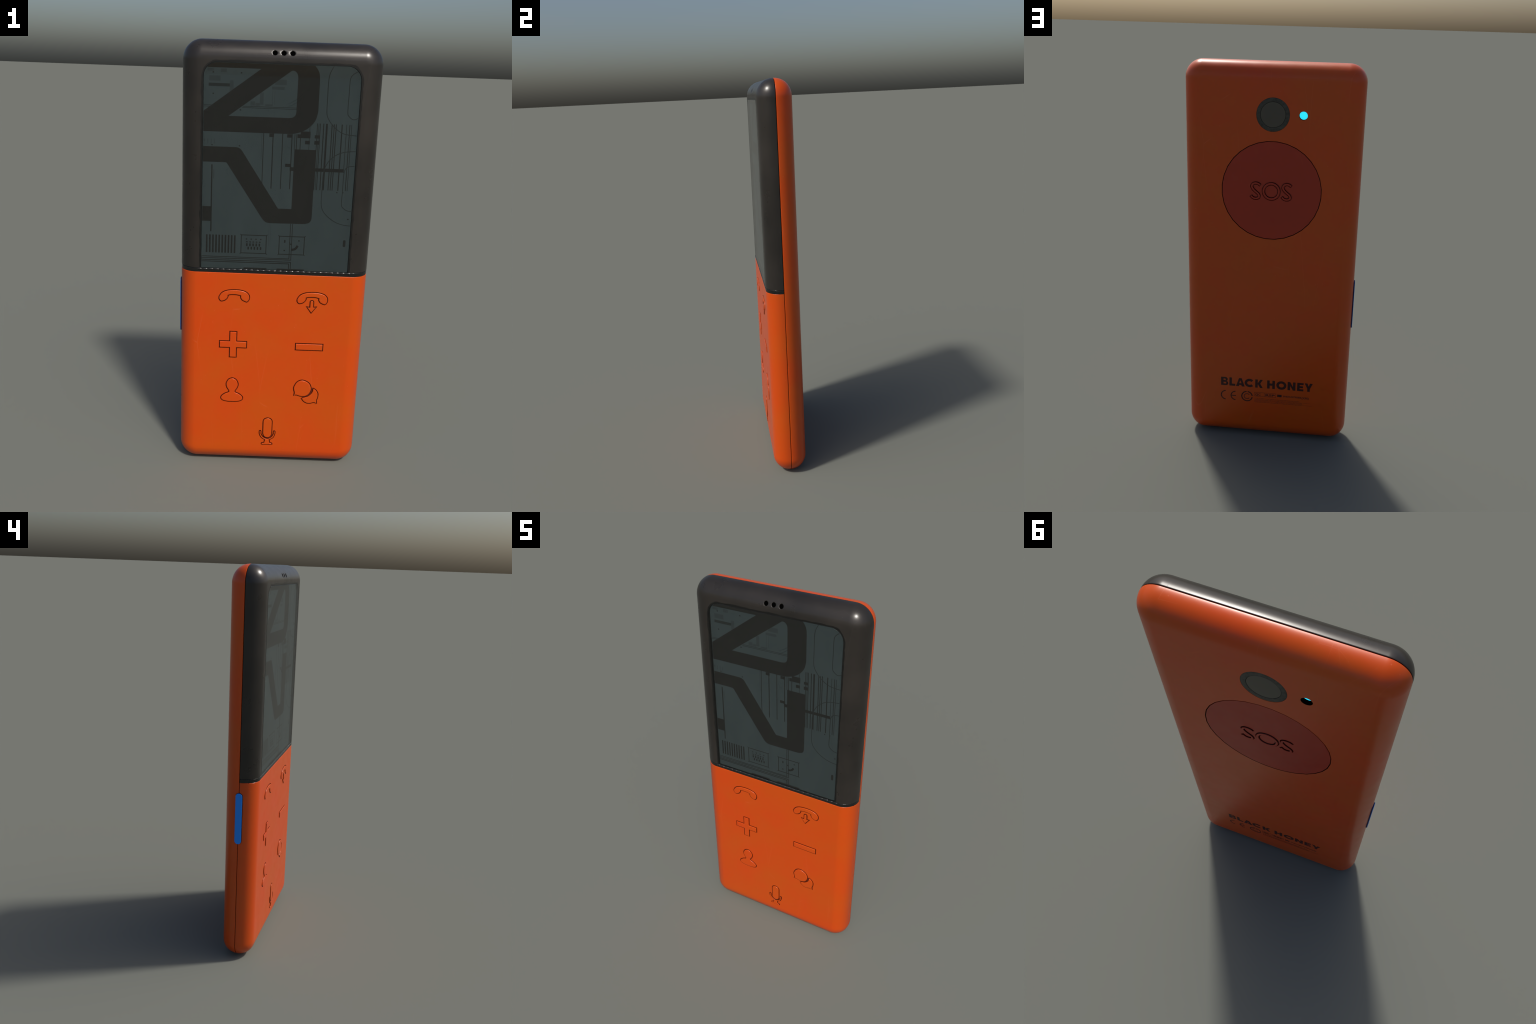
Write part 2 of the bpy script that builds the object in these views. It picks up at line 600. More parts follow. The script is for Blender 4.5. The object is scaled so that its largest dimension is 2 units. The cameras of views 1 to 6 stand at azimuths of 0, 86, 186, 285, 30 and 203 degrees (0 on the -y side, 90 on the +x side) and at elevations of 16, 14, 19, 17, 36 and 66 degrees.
MIC_STAND = [(-36.5, 176), (-35.5, 160), (-25.5, 142), (-8.5, 131, 1), (-12.5, 114.5, 1), (-22, 112.5), (-24.5, 108.5), (-22, 104.8),
             (2, 104.8), (25, 104.8), (27.5, 108.5), (25, 112.5), (16.5, 114.5, 1), (12.5, 131, 1), (30, 142), (38.5, 160),
             (39.8, 176), (36, 179.5), (32.5, 176), (31, 161), (20.5, 145), (2, 136.8), (-16.5, 145), (-27.5, 161), (-29.3, 176), (-33, 179.5)]
END_SET = [(p[0] + 361, p[1] + .3) + tuple(p[2:]) for p in HANDSET]

GROOVE_OUT, GROOVE_IN = 0.0028, 0.0015
KEY_RISE = 0.0036
cutter = bmesh.new()
for name, pts in (("call_key", HANDSET), ("end_call_key", END_SET), ("end_call_arrow", ARROW), ("plus_key", PLUS), ("minus_key", MINUS),
                  ("contacts_key", PERSON), ("message_bubble_key", BUBBLE_A), ("message_bubble_key", BUBBLE_B),
                  ("microphone_key", MIC), ("microphone_stand_key", MIC_STAND)):
    line = spline(pts)
    r = .0025 if name not in ("end_call_arrow", "microphone_stand_key") else .0015
    for grow in (GROOVE_OUT, GROOVE_OUT - .0003, GROOVE_OUT - .0006, GROOVE_OUT - .0008, GROOVE_OUT - .001):
        cutter = bmesh.new()
        prism(cutter, [offset(line, grow)], FRONT_Y + .005, FRONT_Y - .01)
        if boolean_cut(keypad_panel, cutter):
            break
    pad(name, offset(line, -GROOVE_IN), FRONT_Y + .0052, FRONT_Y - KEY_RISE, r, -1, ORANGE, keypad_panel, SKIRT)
gap = bmesh.new()
prism(gap, [spline(BUBBLE_GAP)], FRONT_Y + .004, FRONT_Y - .01)
boolean_cut(keypad_panel, gap)


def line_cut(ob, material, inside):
    """Colour the walls of drilled pockets dark to bake in crease shade."""
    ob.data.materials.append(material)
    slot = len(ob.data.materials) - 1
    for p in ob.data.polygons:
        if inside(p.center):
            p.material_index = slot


weighted(keypad_panel)

# ------------------------------------------------------------------- screen
SX0, SX1, SZ0, SZ1, SR = -.3325, .3345, .990, 1.9045, .058


def opening(d):
    """U-shaped screen outline (round upper corners), grown by d."""
    x0, x1, z1, r = SX0 - d, SX1 + d, SZ1 + d, SR + d
    return [(x1, SZ0)] + [(x1, SZ0 + (z1 - r - SZ0) * i / 60) for i in range(1, 60)] + \
        [(x1 - r + r * math.cos(math.radians(a)), z1 - r + r * math.sin(math.radians(a))) for a in range(0, 91, 6)] + \
        [(x1 - r + (x0 + 2 * r - x1) * i / 50, z1) for i in range(1, 50)] + \
        [(x0 + r - r * math.sin(math.radians(a)), z1 - r + r * math.cos(math.radians(a))) for a in range(0, 91, 6)] + \
        [(x0, z1 - r + (SZ0 - z1 + r) * i / 60) for i in range(1, 60)] + [(x0, SZ0)]


cutter = bmesh.new()
o = opening(.0080)
o[0], o[-1] = (o[0][0], .97), (o[-1][0], .97)
prism(cutter, [o], -.055, FRONT_Y - .02)
# speaker holes, drilled square to the rounded edge
hole_dir = Vector((0, -math.cos(math.radians(24)), math.sin(math.radians(24))))
hole_at = [Vector((CX - .0374 + i * .0374, -.0768, 1.9497)) for i in range(3)]


def drum(bm, centre, axis, radius, back, front, seg=28):
    axis = axis.normalized()
    u = Vector((1, 0, 0))
    v = axis.cross(u)
    rings = [[centre + axis * h + (u * math.cos(math.tau * i / seg) + v * math.sin(math.tau * i / seg)) * rr for i in range(seg)]
             for h, rr in (back, front)]
    vs = [[bm.verts.new(p) for p in r_] for r_ in rings]
    for i in range(seg):
        j = (i + 1) % seg
        bm.faces.new((vs[0][i], vs[0][j], vs[1][j], vs[1][i]))
    bm.faces.new(vs[0])
    bm.faces.new(vs[1])


for h in hole_at:
    drum(cutter, h, hole_dir, .0125, (-.014, .0098), (.0, .0108))
boolean_cut(upper_frame, cutter)
cutter = bmesh.new()
for h in hole_at:
    drum(cutter, h, hole_dir, .0125, (-.0010, .0102), (.0012, .0156))
boolean_cut(upper_frame, cutter)
weighted(upper_frame)
for h in hole_at:
    bm = bmesh.new()
    drum(bm, h, hole_dir, .0105, (-.0135, .0103), (-.0045, .0103))
    add_object("speaker_hole", to_mesh(bm, "speaker_hole", 30), HOLE, upper_frame)

# sloping dark rim between frame and screen with a ragged outer lip
prof = [(.0010, SCREEN_Y + .002), (.0010, FRONT_Y + .0010), (.0018, FRONT_Y - .0003), (None, FRONT_Y - .0003),
        (.0079, SCREEN_Y + .002)]
paths = []
for d, y in prof:
    if d is None:
        ref = opening(.0088)
        base, far = opening(.0083), opening(.0148)
        ring = []
        for (x, z), (x2, z2) in zip(base, far):
            w = noise.noise(Vector((x * 26, 3.1, z * 26))) * .6 + noise.noise(Vector((x * 70, 9.1, z * 70))) * .5
            w = max(0.0, min(1.0, .22 + w))
            ring.append((x + (x2 - x) * w, y, z + (z2 - z) * w))
    else:
        ring = [(x, y, z) for x, z in opening(d)]
    paths.append(ring)
bm = bmesh.new()
vr = [[bm.verts.new(p) for p in r_] for r_ in paths]
for k in range(len(vr)):
    a, b = vr[k], vr[(k + 1) % len(vr)]
    for i in range(len(a) - 1):
        bm.faces.new((a[i], a[i + 1], b[i + 1], b[i]))
for e in (0, -1):
    bm.faces.new([r_[e] for r_ in vr])
add_object("screen_dark_rim", to_mesh(bm, "screen_dark_rim", 40), DARK_RIM, root)

bm = prism(bmesh.new(), [[(x, z) for x, z in opening(.0050)]], SCREEN_Y, SCREEN_Y + .008)
screen = add_object("screen", to_mesh(bm, "screen", 30), SCREEN, root)

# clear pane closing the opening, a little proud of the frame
rings = []
for d, y in ((.0004, FRONT_Y + .0024), (.0004, FRONT_Y + .0006), (-.0004, FRONT_Y)):
    pane = opening(d)
    pane[0], pane[-1] = (pane[0][0], SPLIT_HIGH + .0006), (pane[-1][0], SPLIT_HIGH + .0006)
    rings.append([(x, y, max(z, SPLIT_HIGH + .0006)) for x, z in tidy(pane)])
bm = loft(rings, "pane")
add_object("cover_glass", to_mesh(bm, "cover_glass", 30), GLASS, screen)

LEVEL = 0.00003


def printed(name, loops, level, mat=None, mm=True):
    k = MM if mm else 1.0
    loops = [[(x * k, z * k) for x, z in lp] for lp in loops]
    y = SCREEN_Y - LEVEL * level
    return plate(name, loops, SCREEN_Y + .0004, y, mat or PRINT, screen)


def mm_spline(pts):
    return [(x / MM, z / MM) for x, z in spline(pts)]


L0, R0 = -332.4, 334.4
# two huge cropped letter shapes
outer = mm_spline([(L0, 1615.5, 1), (20, 1615.5, 1), (70, 1619), (118, 1640), (150, 1675), (160.5, 1715, 1), (160.5, 1848, 1),
                   (157, 1872), (148, 1890), (136, 1904.3, 1), (-276, 1904.3, 1), (-298, 1900), (-314, 1890), (-319, 1883, 1), (-90, 1883, 1),
                   (L0, 1702, 1)])
inner = mm_spline([(-224.5, 1683.5, 1), (38, 1683.5, 1), (54, 1687), (64, 1697), (66.5, 1711, 1), (67.5, 1850, 1), (65.5, 1864), (58, 1875),
                   (48, 1880), (40, 1880, 1)])
printed("printed_letter_shape", [outer, inner], 1)
printed("printed_letter_shape", [mm_spline([
    (L0, 1551, 1), (-192, 1551, 1), (-178, 1549), (-168, 1543), (-161, 1535, 1), (6, 1285, 1), (66, 1285, 1), (66.5, 1550.5, 1),
    (160, 1550.5, 1), (159, 1256, 1), (157, 1238), (148, 1225), (128, 1218.5, 1), (-28, 1217, 1), (-44, 1220), (-56, 1228), (-66, 1240, 1),
    (-222, 1473, 1), (-228, 1481.5), (-238, 1483.5, 1), (L0, 1483.5, 1)])], 1)

# vertical lines: (x, width, z low, z high)
for x, w, z0, z1 in ((-70, 3.4, 1392, 1616), (-29, 4.4, 1374, 1616), (12.6, 3.6, 1374, 1616), (53.4, 4.2, 1374, 1616),
                     (65.6, 3.2, 1550, 1616), (74, 3.6, 1550, 1616), (90.4, 3.4, 1550, 1602), (128.8, 2.8, 1550, 1655),
                     (160.5, 3.4, 1375, 1665), (167, 3.0, 1375, 1665), (173, 3.4, 1375, 1665), (187.8, 4.2, 1375, 1665),
                     (201.4, 7.8, 1375, 1665), (223.8, 4.0, 1375, 1664), (233.2, 3.8, 1375, 1664), (241.8, 3.8, 1375, 1664),
                     (267.3, 4.8, 1375, 1664), (287, 3.0, 1455, 1664), (300.6, 3.4, 1375, 1664), (308.6, 3.0, 1375, 1664)):
    printed("printed_line", [box(x - w / 2, x + w / 2, z0, z1)], 2, FAINT if w < 3.3 else PRINT)
# solid blocks of the diagram
for x0, x1, z0, z1 in ((-45.5, -25, 1600, 1614.8), (32, 54.6, 1600, 1614.8), (90, 133, 1600.2, 1628.6), (77.5, 91, 1599.6, 1616),
                       (111, 132, 1574, 1589.4), (151.5, 172, 1600.6, 1614.6), (151.2, 172.3, 1574, 1590), (29, 52.3, 1472.4, 1486.4),
                       (49.8, 68, 1456, 1472.2), (158, 286.6, 1456.5, 1471.4), (L0, -293, 1217.5, 1284.8)):
    printed("printed_block", [box(x0, x1, z0, z1)], 3)
printed("printed_line", [box(-295, -289.4, 1170.6, 1472.4)], 2)
for i in range(10):
    x = -309.8 + i * 14.1
    printed("printed_stripe", [box(x - 3.7, x + 3.7, 1071.8, 1155.4)], 2)
# two framed diagrams with overshooting corners
for x0, x1 in ((-153.6, -40.4), (18.5, 131.9)):
    z0, z1, w = 1074.3, 1158.4, 1.9
    printed("printed_frame", [box(x0 - w, x1 + w, z0 - w, z1 + w), box(x0 + w, x1 - w, z0 + w, z1 - w)], 2)
    for cx, cz, sx, sz in ((x0, z0, -1, -1), (x1, z0, 1, -1), (x1, z1, 1, 1), (x0, z1, -1, 1)):
        printed("printed_corner_mark", [stroke([(cx, cz), (cx + sx * 5.4, cz + sz * 4.4)], 3.2)], 4)
pellets = bmesh.new()
y_top = SCREEN_Y - LEVEL * 2


def pellet(x, z, w, h):
    prism(pellets, [[(px * MM, pz * MM) for px, pz in rounded_rect_at(x, z, w / 2, h / 2)]], SCREEN_Y + .0004, y_top)


def rounded_rect_at(x, z, hx, hz):
    return [(x + a, z + b) for a, b in rounded_rect(hx, hz, min(hx, hz) * .8, 3)]


for i in range(4):
    pellet(-130 + 21.6 * i, 1140, 6.5, 5.5)
for i in range(5):
    pellet(-127.8 + 14.6 * i, 1126.8, 8.6, 5)
    pellet(-127.5 + 14.2 * i, 1113.6, 6.8, 14)
    pellet(-121 + 14.1 * i, 1097.6, 6.8, 14)
for x, z, w, h in ((43.7, 1135, 6.6, 14), (107.5, 1139.7, 7.5, 6), (43.3, 1092.4, 8, 6), (66.5, 1128, 5, 6), (71, 1122.5, 6, 6),
                   (-293, 1863.6, 7, 5.5), (-173.6, 1863.9, 7, 5.5), (-291.9, 1775.5, 7, 5.5), (-173.8, 1710.4, 7, 5.5),
                   (-293.4, 1557.9, 7, 5), (-173.5, 1557.2, 7, 5), (264, 1366.6, 6, 5.5), (290.5, 1367, 5, 5.5), (321.5, 1247.2, 7, 6),
                   (312.7, 1134.5, 11.6, 32)):
    pellet(x, z, w, h)
dots = add_object("printed_dots", to_mesh(pellets, "printed_dots"), PRINT, screen)
dots["kind"] = "stuff"
printed("printed_hook", [stroke([(x / MM, z / MM) for x, z in curve([(76, 1096.5), (87, 1099), (96, 1105), (103, 1117)])], 10.5)], 4)


def polyline(name, pts, w, level, mat):
    printed(name, [stroke(pts, w)], level, mat)


def track(pts):
    return [(x / MM, z / MM) for x, z in curve(pts)]


# round-ended tracks at the right hand side
polyline("printed_track", track([(216.8, 1904), (203, 1877), (197.3, 1845), (197.2, 1780), (197.8, 1712), (206, 1686), (224, 1661), (253, 1636),
                                 (284, 1622.5), (R0, 1617.3)]), 3.4, 5, FAINT)
polyline("printed_track", track([(321, 1885.5), (301, 1874), (289, 1853), (287.8, 1790), (287.5, 1716), (295, 1698), (313.5, 1686), (R0, 1692)]),
         3.4, 5, FAINT)
polyline("printed_track", track([(R0, 1550), (292, 1546.5), (257.5, 1535.5), (230, 1515.5), (210, 1488), (199, 1450), (197.5, 1376), (197.3, 1317),
                                 (206, 1284), (231, 1254.5), (268, 1230.8), (302, 1220.3), (R0, 1217)]), 3.4, 5, FAINT)
polyline("printed_track", track([(R0, 1485.6), (304, 1481.5), (291.5, 1464), (288.6, 1430), (288.4, 1366), (287.6, 1314), (297, 1297), (314, 1286.3),
                                 (R0, 1283.3)]), 3.4, 5, FAINT)
# double lines
for pts, w in (([(66.2, 1217), (66.2, 1053.6), (L0, 1053.6)], 3.2), ([(75, 1217), (75, 1047.8), (L0, 1045.6)], 3.2),
               ([(L0, 1037.5), (74.4, 1037.5), (74.4, 1000)], 3.8), ([(L0, 1030), (66.4, 1029.5), (66.4, 1000)], 3.8)):
    polyline("printed_line", pts, w, 6, PRINT)
for x0, x1, z in ((L0, -292, 1727.2), (L0, -300, 1721.4), (-164, 66.8, 1726.4), (-166, 66.8, 1720.6)):
    printed("printed_line", [box(x0, x1, z - 1.3, z + 1.3)], 2, FAINT)
for x0, x1 in ((12, 138), (-140, -34)):
    printed("printed_block", [box(x0, x1, 996, 1005.4)], 3, PRINT)
# ghosted technical smudges behind the lettering
for x0, x1, z0, z1, m in ((-310, -262, 1828, 1850, GHOST), (-312, -222, 1806, 1819, FAINT), (-222, -206, 1782, 1832, GHOST), (-206, -190, 1786, 1800, GHOST),
                          (-30, 20, 1820, 1842, GHOST), (-42, 12, 1800, 1812, GHOST), (-92, -76, 1735, 1786, GHOST), (-110, -92, 1730, 1742, GHOST),
                          (-132, -112, 1730, 1748, GHOST), (-68, -36, 1730, 1738, GHOST), (-39, -36.5, 1738, 1796, GHOST), (-30, -27.5, 1738, 1796, GHOST),
                          (-331, -324, 1572, 1584, GHOST), (-314, -310, 1562, 1584, GHOST), (-299, -295, 1562, 1584, GHOST), (-286, -282, 1562, 1584, GHOST),
                          (-31, -29, 1110, 1216, GHOST), (-24, -22.5, 1110, 1216, GHOST), (-318, -290, 1868, 1880, GHOST), (-262, -236, 1864, 1880, GHOST),
                          (-79, -76, 1500, 1612, GHOST), (-286, -281, 1410, 1450, GHOST)):
    printed("printed_ghost_mark", [box(x0, x1, z0, z1)], .5, m)

# ----------------------------------------------------------------- back side
cutter = bmesh.new()
DISC = (.0015, 1.3918)
DISC_R = .2432
disc = [(DISC[0] + DISC_R * math.cos(math.tau * (i + .5) / 32), DISC[1] + DISC_R * math.sin(math.tau * (i + .5) / 32)) for i in range(32)]
prism(cutter, [offset(disc, .0022)], BACK_Y - .014, BACK_Y + .01)
LENS_C, LENS_R = (.002, 1.760), .0790
LED_C, LED_R = (-.1415, 1.7608), .0205


def circle(c, r, n=64):
    return [(c[0] + r * math.cos(math.tau * i / n), c[1] + r * math.sin(math.tau * i / n)) for i in range(n)]


prism(cutter, [circle(LENS_C, LENS_R + .0006)], BACK_Y - .014, BACK_Y + .01)
prism(cutter, [circle(LED_C, LED_R, 40)], BACK_Y - .022, BACK_Y + .01)
boolean_cut(back_shell, cutter)
weighted(back_shell)

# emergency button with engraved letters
button = pad("emergency_button", offset(disc, -.0014), BACK_Y - .013, BACK_Y - .0002, .0005, 1, RED, root, RED_SKIRT)
button.modifiers.clear()
cutter = bmesh.new()


def letter_s(cx):
    c = curve([(p[0] + cx, p[1] + 1392.6) for p in ((-21.5, 28.5), (-13, 35.5), (0, 38.2), (13, 33.5), (18.5, 21), (12, 7.5), (0, -4), (-13, -15), (-18, -26),
                                            (-13, -35), (0, -38.6), (13, -35), (22.5, -25.5))])
    return stroke(c, .0124)


SOS_GROOVE = .0042
LETTER_RISE = .0034
O_OUT, O_IN = circle((.0016, 1.3926), .0446, 72), circle((.0016, 1.3926), .0312, 72)
for x in (78.5, -73.5):
    line = letter_s(x)
    prism(cutter, [offset(line, SOS_GROOVE / 2)], BACK_Y - .009, BACK_Y + .01)
    pad("emergency_letter", offset(line, -SOS_GROOVE / 2), BACK_Y - .0095, BACK_Y + LETTER_RISE, .0012, 1, RED, button, RED_SKIRT)
prism(cutter, [offset(O_OUT, SOS_GROOVE / 2), offset(O_IN, -SOS_GROOVE / 2)[::-1]], BACK_Y - .009, BACK_Y + .01)
ro, ri = .0446 - SOS_GROOVE / 2, .0312 + SOS_GROOVE / 2
o_rings = [[(x, y, z) for x, z in circle((.0016, 1.3926), r, 72)] for r, y in
           ((ro, BACK_Y - .0095), (ro, BACK_Y + LETTER_RISE - .0012), (ro - .0004, BACK_Y + LETTER_RISE - .0004),
            (ro - .0013, BACK_Y + LETTER_RISE), (ri + .0013, BACK_Y + LETTER_RISE), (ri + .0004, BACK_Y + LETTER_RISE - .0004),
            (ri, BACK_Y + LETTER_RISE - .0012), (ri, BACK_Y - .0095))]
bm = loft(o_rings, "o", closed=True)
bm.faces.ensure_lookup_table()
bm.faces.index_update()
for f in bm.faces:
    f.material_index = 1 if f.index // 72 in (0, 6) else 0
o_letter = add_object("emergency_letter", to_mesh(bm, "emergency_letter", 50), RED, button)
o_letter.data.materials.append(RED_SKIRT)
boolean_cut(button, cutter, 40)
weighted(button)

# camera: rubber ring, slightly sunk cover
ring_rings = []
for r, y in ((LENS_R, BACK_Y - .012), (LENS_R, BACK_Y - .0006), (LENS_R - .0012, BACK_Y - .0001), (LENS_R - .008, BACK_Y),
             (.0612, BACK_Y), (.0600, BACK_Y - .0012), (.0600, BACK_Y - .012)):
    ring_rings.append([(x, y, z) for x, z in circle(LENS_C, r, 72)])
camera = add_object("camera_ring", to_mesh(loft(ring_rings, "r", closed=True), "camera_ring", 35), LENS_RING, root)
cover = []
for r, y in ((.0593, BACK_Y - .010), (.0593, BACK_Y - .0016), (.0582, BACK_Y - .0006), (.050, BACK_Y - .0004), (.02, BACK_Y - .0002)):
    cover.append([(x, y, z) for x, z in circle(LENS_C, r, 72)])
add_object("lens_cover", to_mesh(loft(cover, "c"), "lens_cover", 35), LENS, camera)

# indicator light deep in a black sleeve
tube = []
for r, y in ((LED_R - .0002, BACK_Y - .0215), (LED_R - .0002, BACK_Y - .0006), (LED_R - .0008, BACK_Y - .0006), (LED_R - .0008, BACK_Y - .0210)):
    tube.append([(x, y, z) for x, z in circle(LED_C, r, 40)])
sleeve = add_object("light_sleeve", to_mesh(loft(tube, "t", closed=True), "light_sleeve", 35), HOLE, root)
plate("indicator_light", [circle(LED_C, LED_R - .0006, 40)], BACK_Y - .0200, BACK_Y - .0178, LED, sleeve)

# lettering: bold caps built from strokes (back view, so x runs the other way)
TOP, BASE, STEM = 352.5, 303.0, 13.6
H = TOP - BASE


def glyph(shape, x0, x1):
    """Turn stroke/loop recipes in a unit cell (0..1 across, 0..1 up) into outlines."""
    w = abs(x1 - x0)

    def place(p):
        return ((x0 - p[0] * w) * MM, (BASE + p[1] * H) * MM)
    return [[place(p) for p in lp] for lp in shape(w)]


def ccw(lp):
    return lp if area(lp) > 0 else lp[::-1]


def bar(w, *pts, t=STEM):
    """stroke in millimetres, returned in unit cell coordinates"""
    s = stroke([(x * w, z * H) for x, z in pts], t)
    return [(x / w, z / H) for x, z in s]


def bowl(w, x0, x1, z0, z1):
    """half-round bowl outline from the stem at x0 to x1"""
    r = (z1 - z0) * H / 2
    sx = x1 * w - r
    return [(x0, z0), (sx / w, z0)] + [((sx + r * math.cos(math.radians(a))) / w, (z0 + z1) / 2 + r * math.sin(math.radians(a)) / H)
                                      for a in range(-80, 81, 16)] + [(sx / w, z1), (x0, z1)]


def g_B(w):
    s = STEM / w
    t = .235
    out = [(0, 0)] + bowl(w, 0, 1.0, 0, .54)[1:-1] + bowl(w, 0, .93, .5, 1.0)[1:-1] + [(0, 1)]
    return [out, bowl(w, s, .72, .20, .40)[::1], bowl(w, s, .66, .63, .81)]


def g_L(w):
    s = STEM / w
    return [[(0, 0), (1, 0), (1, .25), (s, .25), (s, 1), (0, 1)]]


def g_A(w):
    s = 15.0 / w
    return [[(0, 0), (s, 0), (s + .07, .17), (1 - s - .07, .17), (1 - s, 0), (1, 0), (.5 + s * .5, 1), (.5 - s * .5, 1)],
            [(.36, .38), (.64, .38), (.5, .74)]]


def g_C(w):
    c = [(.5 * w + (w * .56 - 6.9) * math.cos(math.radians(a)), (.5 * H + (H * .51 - 6.9) * math.sin(math.radians(a)))) for a in range(42, 319, 12)]
    return [[(x / w, z / H) for x, z in stroke(c, STEM + .4)]]


def g_K(w):
    s = STEM / w
    return [[(0, 0), (s, 0), (s, .36), (s + .05, .42), (.64, 0), (1, 0), (.66, .52), (1, 1), (.66, 1), (s, .54), (s, 1), (0, 1)]]


def g_H(w):
    s = STEM / w
    return [[(0, 0), (s, 0), (s, .38), (1 - s, .38), (1 - s, 0), (1, 0), (1, 1), (1 - s, 1), (1 - s, .64), (s, .64), (s, 1), (0, 1)]]


def g_O(w):
    e = [(.5 + .5 * math.cos(math.tau * i / 40), .5 + .515 * math.sin(math.tau * i / 40)) for i in range(40)]
    k, kz = 1 - 2 * STEM / w, 1 - 2 * STEM / (H * 1.03)
    return [e, [(.5 + (x - .5) * k, .5 + (z - .5) * kz) for x, z in e]]


def g_N(w):
    s = STEM / w
    return [[(0, 0), (s, 0), (s, .58), (1 - s, 0), (1, 0), (1, 1), (1 - s, 1), (1 - s, .42), (s, 1), (0, 1)]]


def g_E(w):
    s = STEM / w
    return [[(0, 0), (1, 0), (1, .235), (s, .235), (s, .39), (.92, .39), (.92, .61), (s, .61), (s, .765), (1, .765), (1, 1), (0, 1)]]


def g_Y(w):
    s = STEM / w / 2
    return [[(.5 - s, 0), (.5 + s, 0), (.5 + s, .36), (1, 1), (.65, 1), (.5, .62), (.35, 1), (0, 1), (.5 - s, .36)]]


INK_Y = BACK_Y + .0005
for fn, x0, x1 in ((g_B, 250.3, 211.0), (g_L, 204.6, 172.5), (g_A, 168.4, 121.0), (g_C, 118.1, 70.0), (g_K, 63.5, 22.5),
                   (g_H, -1.4, -43.2), (g_O, -51.5, -105.6), (g_N, -112.4, -154.6), (g_E, -163.7, -198.0), (g_Y, -203.6, -247.0)):
    loops = glyph(fn, x0, x1)
    loops = [ccw(loops[0])] + [ccw(lp)[::-1] for lp in loops[1:]]
    plate("ink_letter", loops, BACK_Y - .0004, INK_Y, INK, back_shell)


def ink(name, loops, mat=INK, y=INK_Y):
    loops = [[(x * MM, z * MM) for x, z in lp] for lp in loops]
    loops = [ccw(loops[0])] + [ccw(lp)[::-1] for lp in loops[1:]]
    return plate(name, loops, BACK_Y - .0004, y, mat, back_shell)


# conformity mark: two open rounds (mirrored in x because we look from behind)
ink("ink_mark_round", [stroke(arc(222.5, 243.5, 26.5, 85, -85, 28), 5.6)])
ink("ink_mark_round", [stroke(arc(168.5, 243.7, 26.5, 85, -85, 28), 5.6)])
ink("ink_mark_bar", [box(168.5, 192.5, 241.4, 246.0)], y=INK_Y + .0002)
# broken ring with an open ring inside
for a0, a1 in ((97, 173), (188, 445)):
    ink("ink_ring_part", [stroke(arc(107.5, 245.6, 28.6, a0, a1, 30), 6.2)])
ink("ink_ring_inner", [stroke(arc(107.5, 245.6, 15.4, 215, 505, 30), 4.6)], INK_FAINT)
# boxed codes
ink("ink_box", [box(-50.4, 68.3, 250, 274.5), box(-48.8, 66.7, 251.6, 272.9)], INK_FAINT)
ink("ink_box_divider", [box(9.1, 10.7, 251.6, 272.9)], INK_FAINT)
ink("ink_block", [box(-81.5, -57.8, 256, 270)])


def text(body, x_left, z_base, size, width, mat, name):
    """Small lettering from the built-in font, fitted to a given width."""
    cu = bpy.data.curves.new(name, "FONT")
    cu.body, cu.size, cu.extrude, cu.resolution_u = body, size * MM, .0004, 3
    cu.offset = 0.0004
    tmp = bpy.data.objects.new(name, cu)
    SCENE.objects.link(tmp)
    dg = bpy.context.evaluated_depsgraph_get()
    me = bpy.data.meshes.new_from_object(tmp.evaluated_get(dg))
    bpy.data.objects.remove(tmp)
    xs = [v.co.x for v in me.vertices]
    k = width * MM / (max(xs) - min(xs))
    x_min = min(xs)
    for v in me.vertices:
        v.co = Vector((x_left * MM - (v.co.x - x_min) * k, BACK_Y + .0001 + v.co.z, z_base * MM + v.co.y))
    return add_object(name, me, mat, back_shell)


text("QC", 62, 255.5, 17, 29, INK, "ink_code")
text("RSP", 6, 255.5, 17, 50, INK, "ink_code")
text("INDUSTRIES", -90, 257.5, 13, 98, INK_FAINT, "ink_small_word")
text("(XPS)", -190, 255.0, 16, 39, INK_FAINT, "ink_small_word")
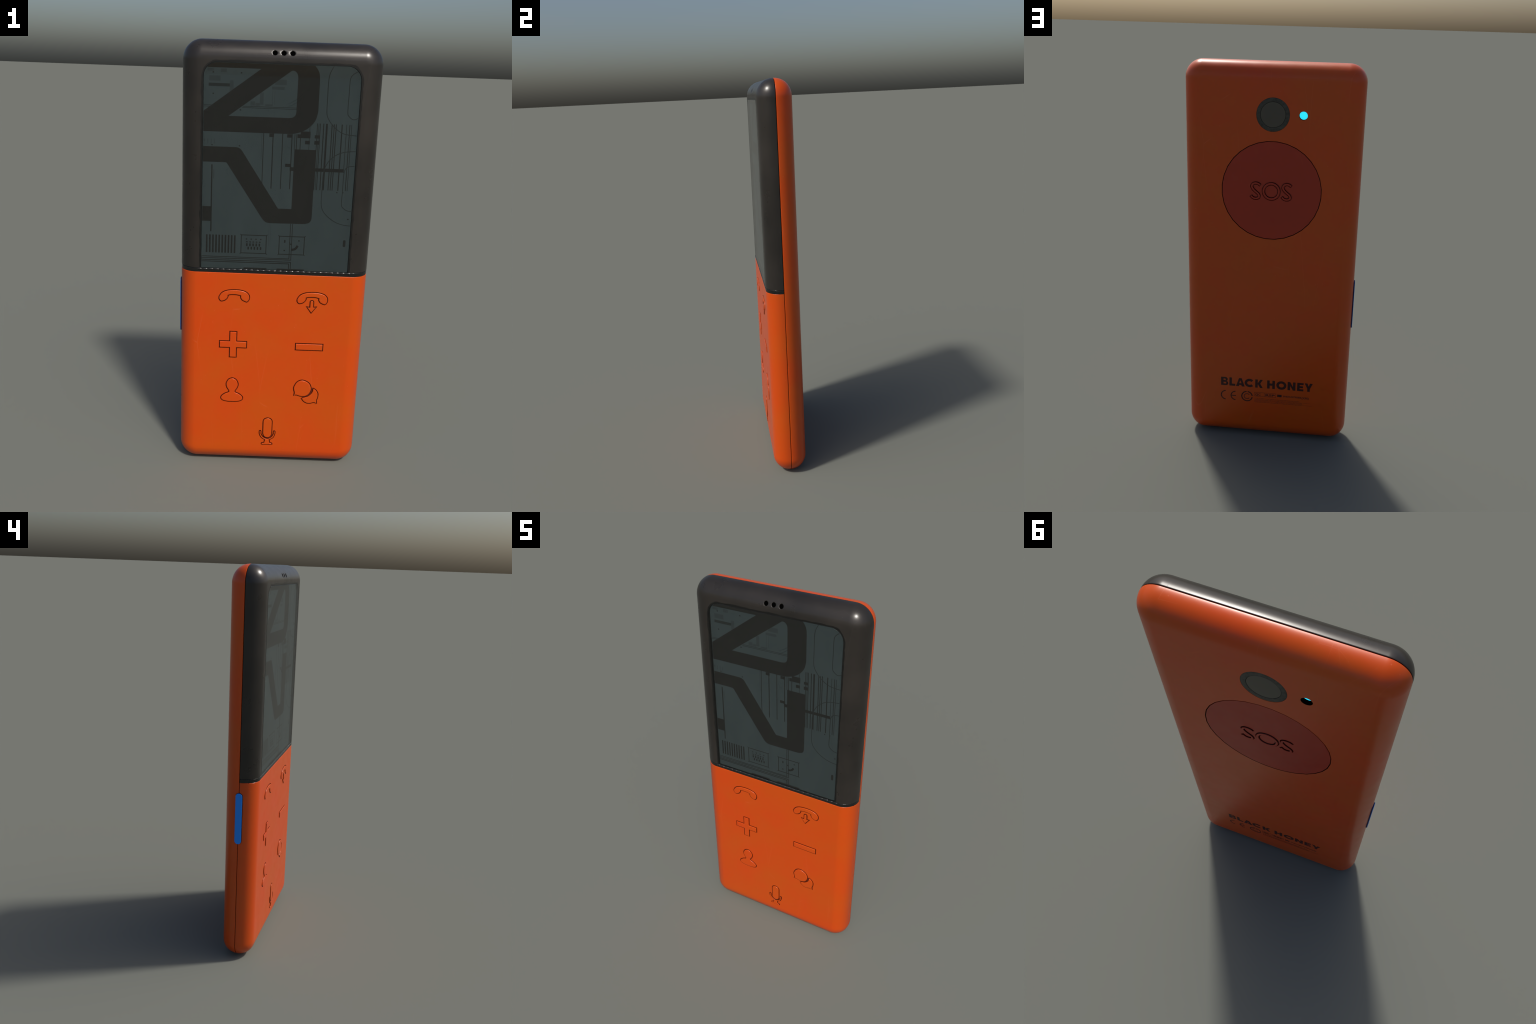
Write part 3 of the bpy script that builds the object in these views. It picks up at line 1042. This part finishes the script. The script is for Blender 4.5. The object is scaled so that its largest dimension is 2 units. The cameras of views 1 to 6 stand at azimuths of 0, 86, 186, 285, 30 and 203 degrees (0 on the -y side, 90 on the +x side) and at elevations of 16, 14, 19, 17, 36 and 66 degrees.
# unreadable fine print: broken dashes in four rows
fine = bmesh.new()
rnd = random.Random(21)
for row, (z, x_end) in enumerate(((236.5, -180), (229.0, -238), (222.5, -190), (215.0, -248))):
    x = 66.0
    while x > x_end:
        w = rnd.uniform(2.2, 7.5)
        sparse = x < -190
        if not sparse or rnd.random() < .8:
            h = 1.0 if sparse else rnd.uniform(1.6, 2.9)
            prism(fine, [ccw([(px * MM, pz * MM) for px, pz in box(x - w, x, z - h / 2, z + h / 2)])], BACK_Y - .0004, BACK_Y + .0004)
        x -= w + rnd.uniform(1.2, 2.6)
fp = add_object("ink_fine_print", to_mesh(fine, "ink_fine_print"), INK_FAINT, back_shell)
fp["kind"] = "stuff"

# side button: blue pill astride the parting line on the -x side
BZ0, BZ1, BW = .6605, .9275, .0170
pill = [(math.cos(math.radians(a)) * BW, (BZ1 - BW) + math.sin(math.radians(a)) * BW) for a in range(0, 181, 12)] + \
       [(math.cos(math.radians(a)) * BW, (BZ0 + BW) + math.sin(math.radians(a)) * BW) for a in range(180, 361, 12)]
rings = []
for x, d in ((-.415, 0), (-.4334, 0), (-.4340, .0003), (-.4344, .0011), (-.4345, .005)):
    o = offset(ccw(pill), -d)
    rings.append([(x, SEAM_Y - .0008 + py, pz) for py, pz in o])
bm = loft(rings, "b")
bm.faces.ensure_lookup_table()
bm.faces.index_update()
for f in bm.faces:
    f.material_index = 1 if f.index < len(o) else 0
side_button = add_object("side_button", to_mesh(bm, "side_button", 40), BLUE, root)
side_button.data.materials.append(plain("navy_flank", (.004, .02, .09, 1), .5, .3))
cutter = bmesh.new()
o = offset(ccw(pill), .0018)
vs = [[cutter.verts.new((x, SEAM_Y - .0008 + py, pz)) for py, pz in o] for x in (-.4220, -.45)]
n = len(o)
for i in range(n):
    cutter.faces.new((vs[0][i], vs[0][(i + 1) % n], vs[1][(i + 1) % n], vs[1][i]))
cutter.faces.new(vs[0])
cutter.faces.new(vs[1])
copy = cutter.copy()
for ob, c in ((back_shell, cutter), (keypad_panel, copy)):
    ob.modifiers.clear()
    boolean_cut(ob, c)
    weighted(ob)

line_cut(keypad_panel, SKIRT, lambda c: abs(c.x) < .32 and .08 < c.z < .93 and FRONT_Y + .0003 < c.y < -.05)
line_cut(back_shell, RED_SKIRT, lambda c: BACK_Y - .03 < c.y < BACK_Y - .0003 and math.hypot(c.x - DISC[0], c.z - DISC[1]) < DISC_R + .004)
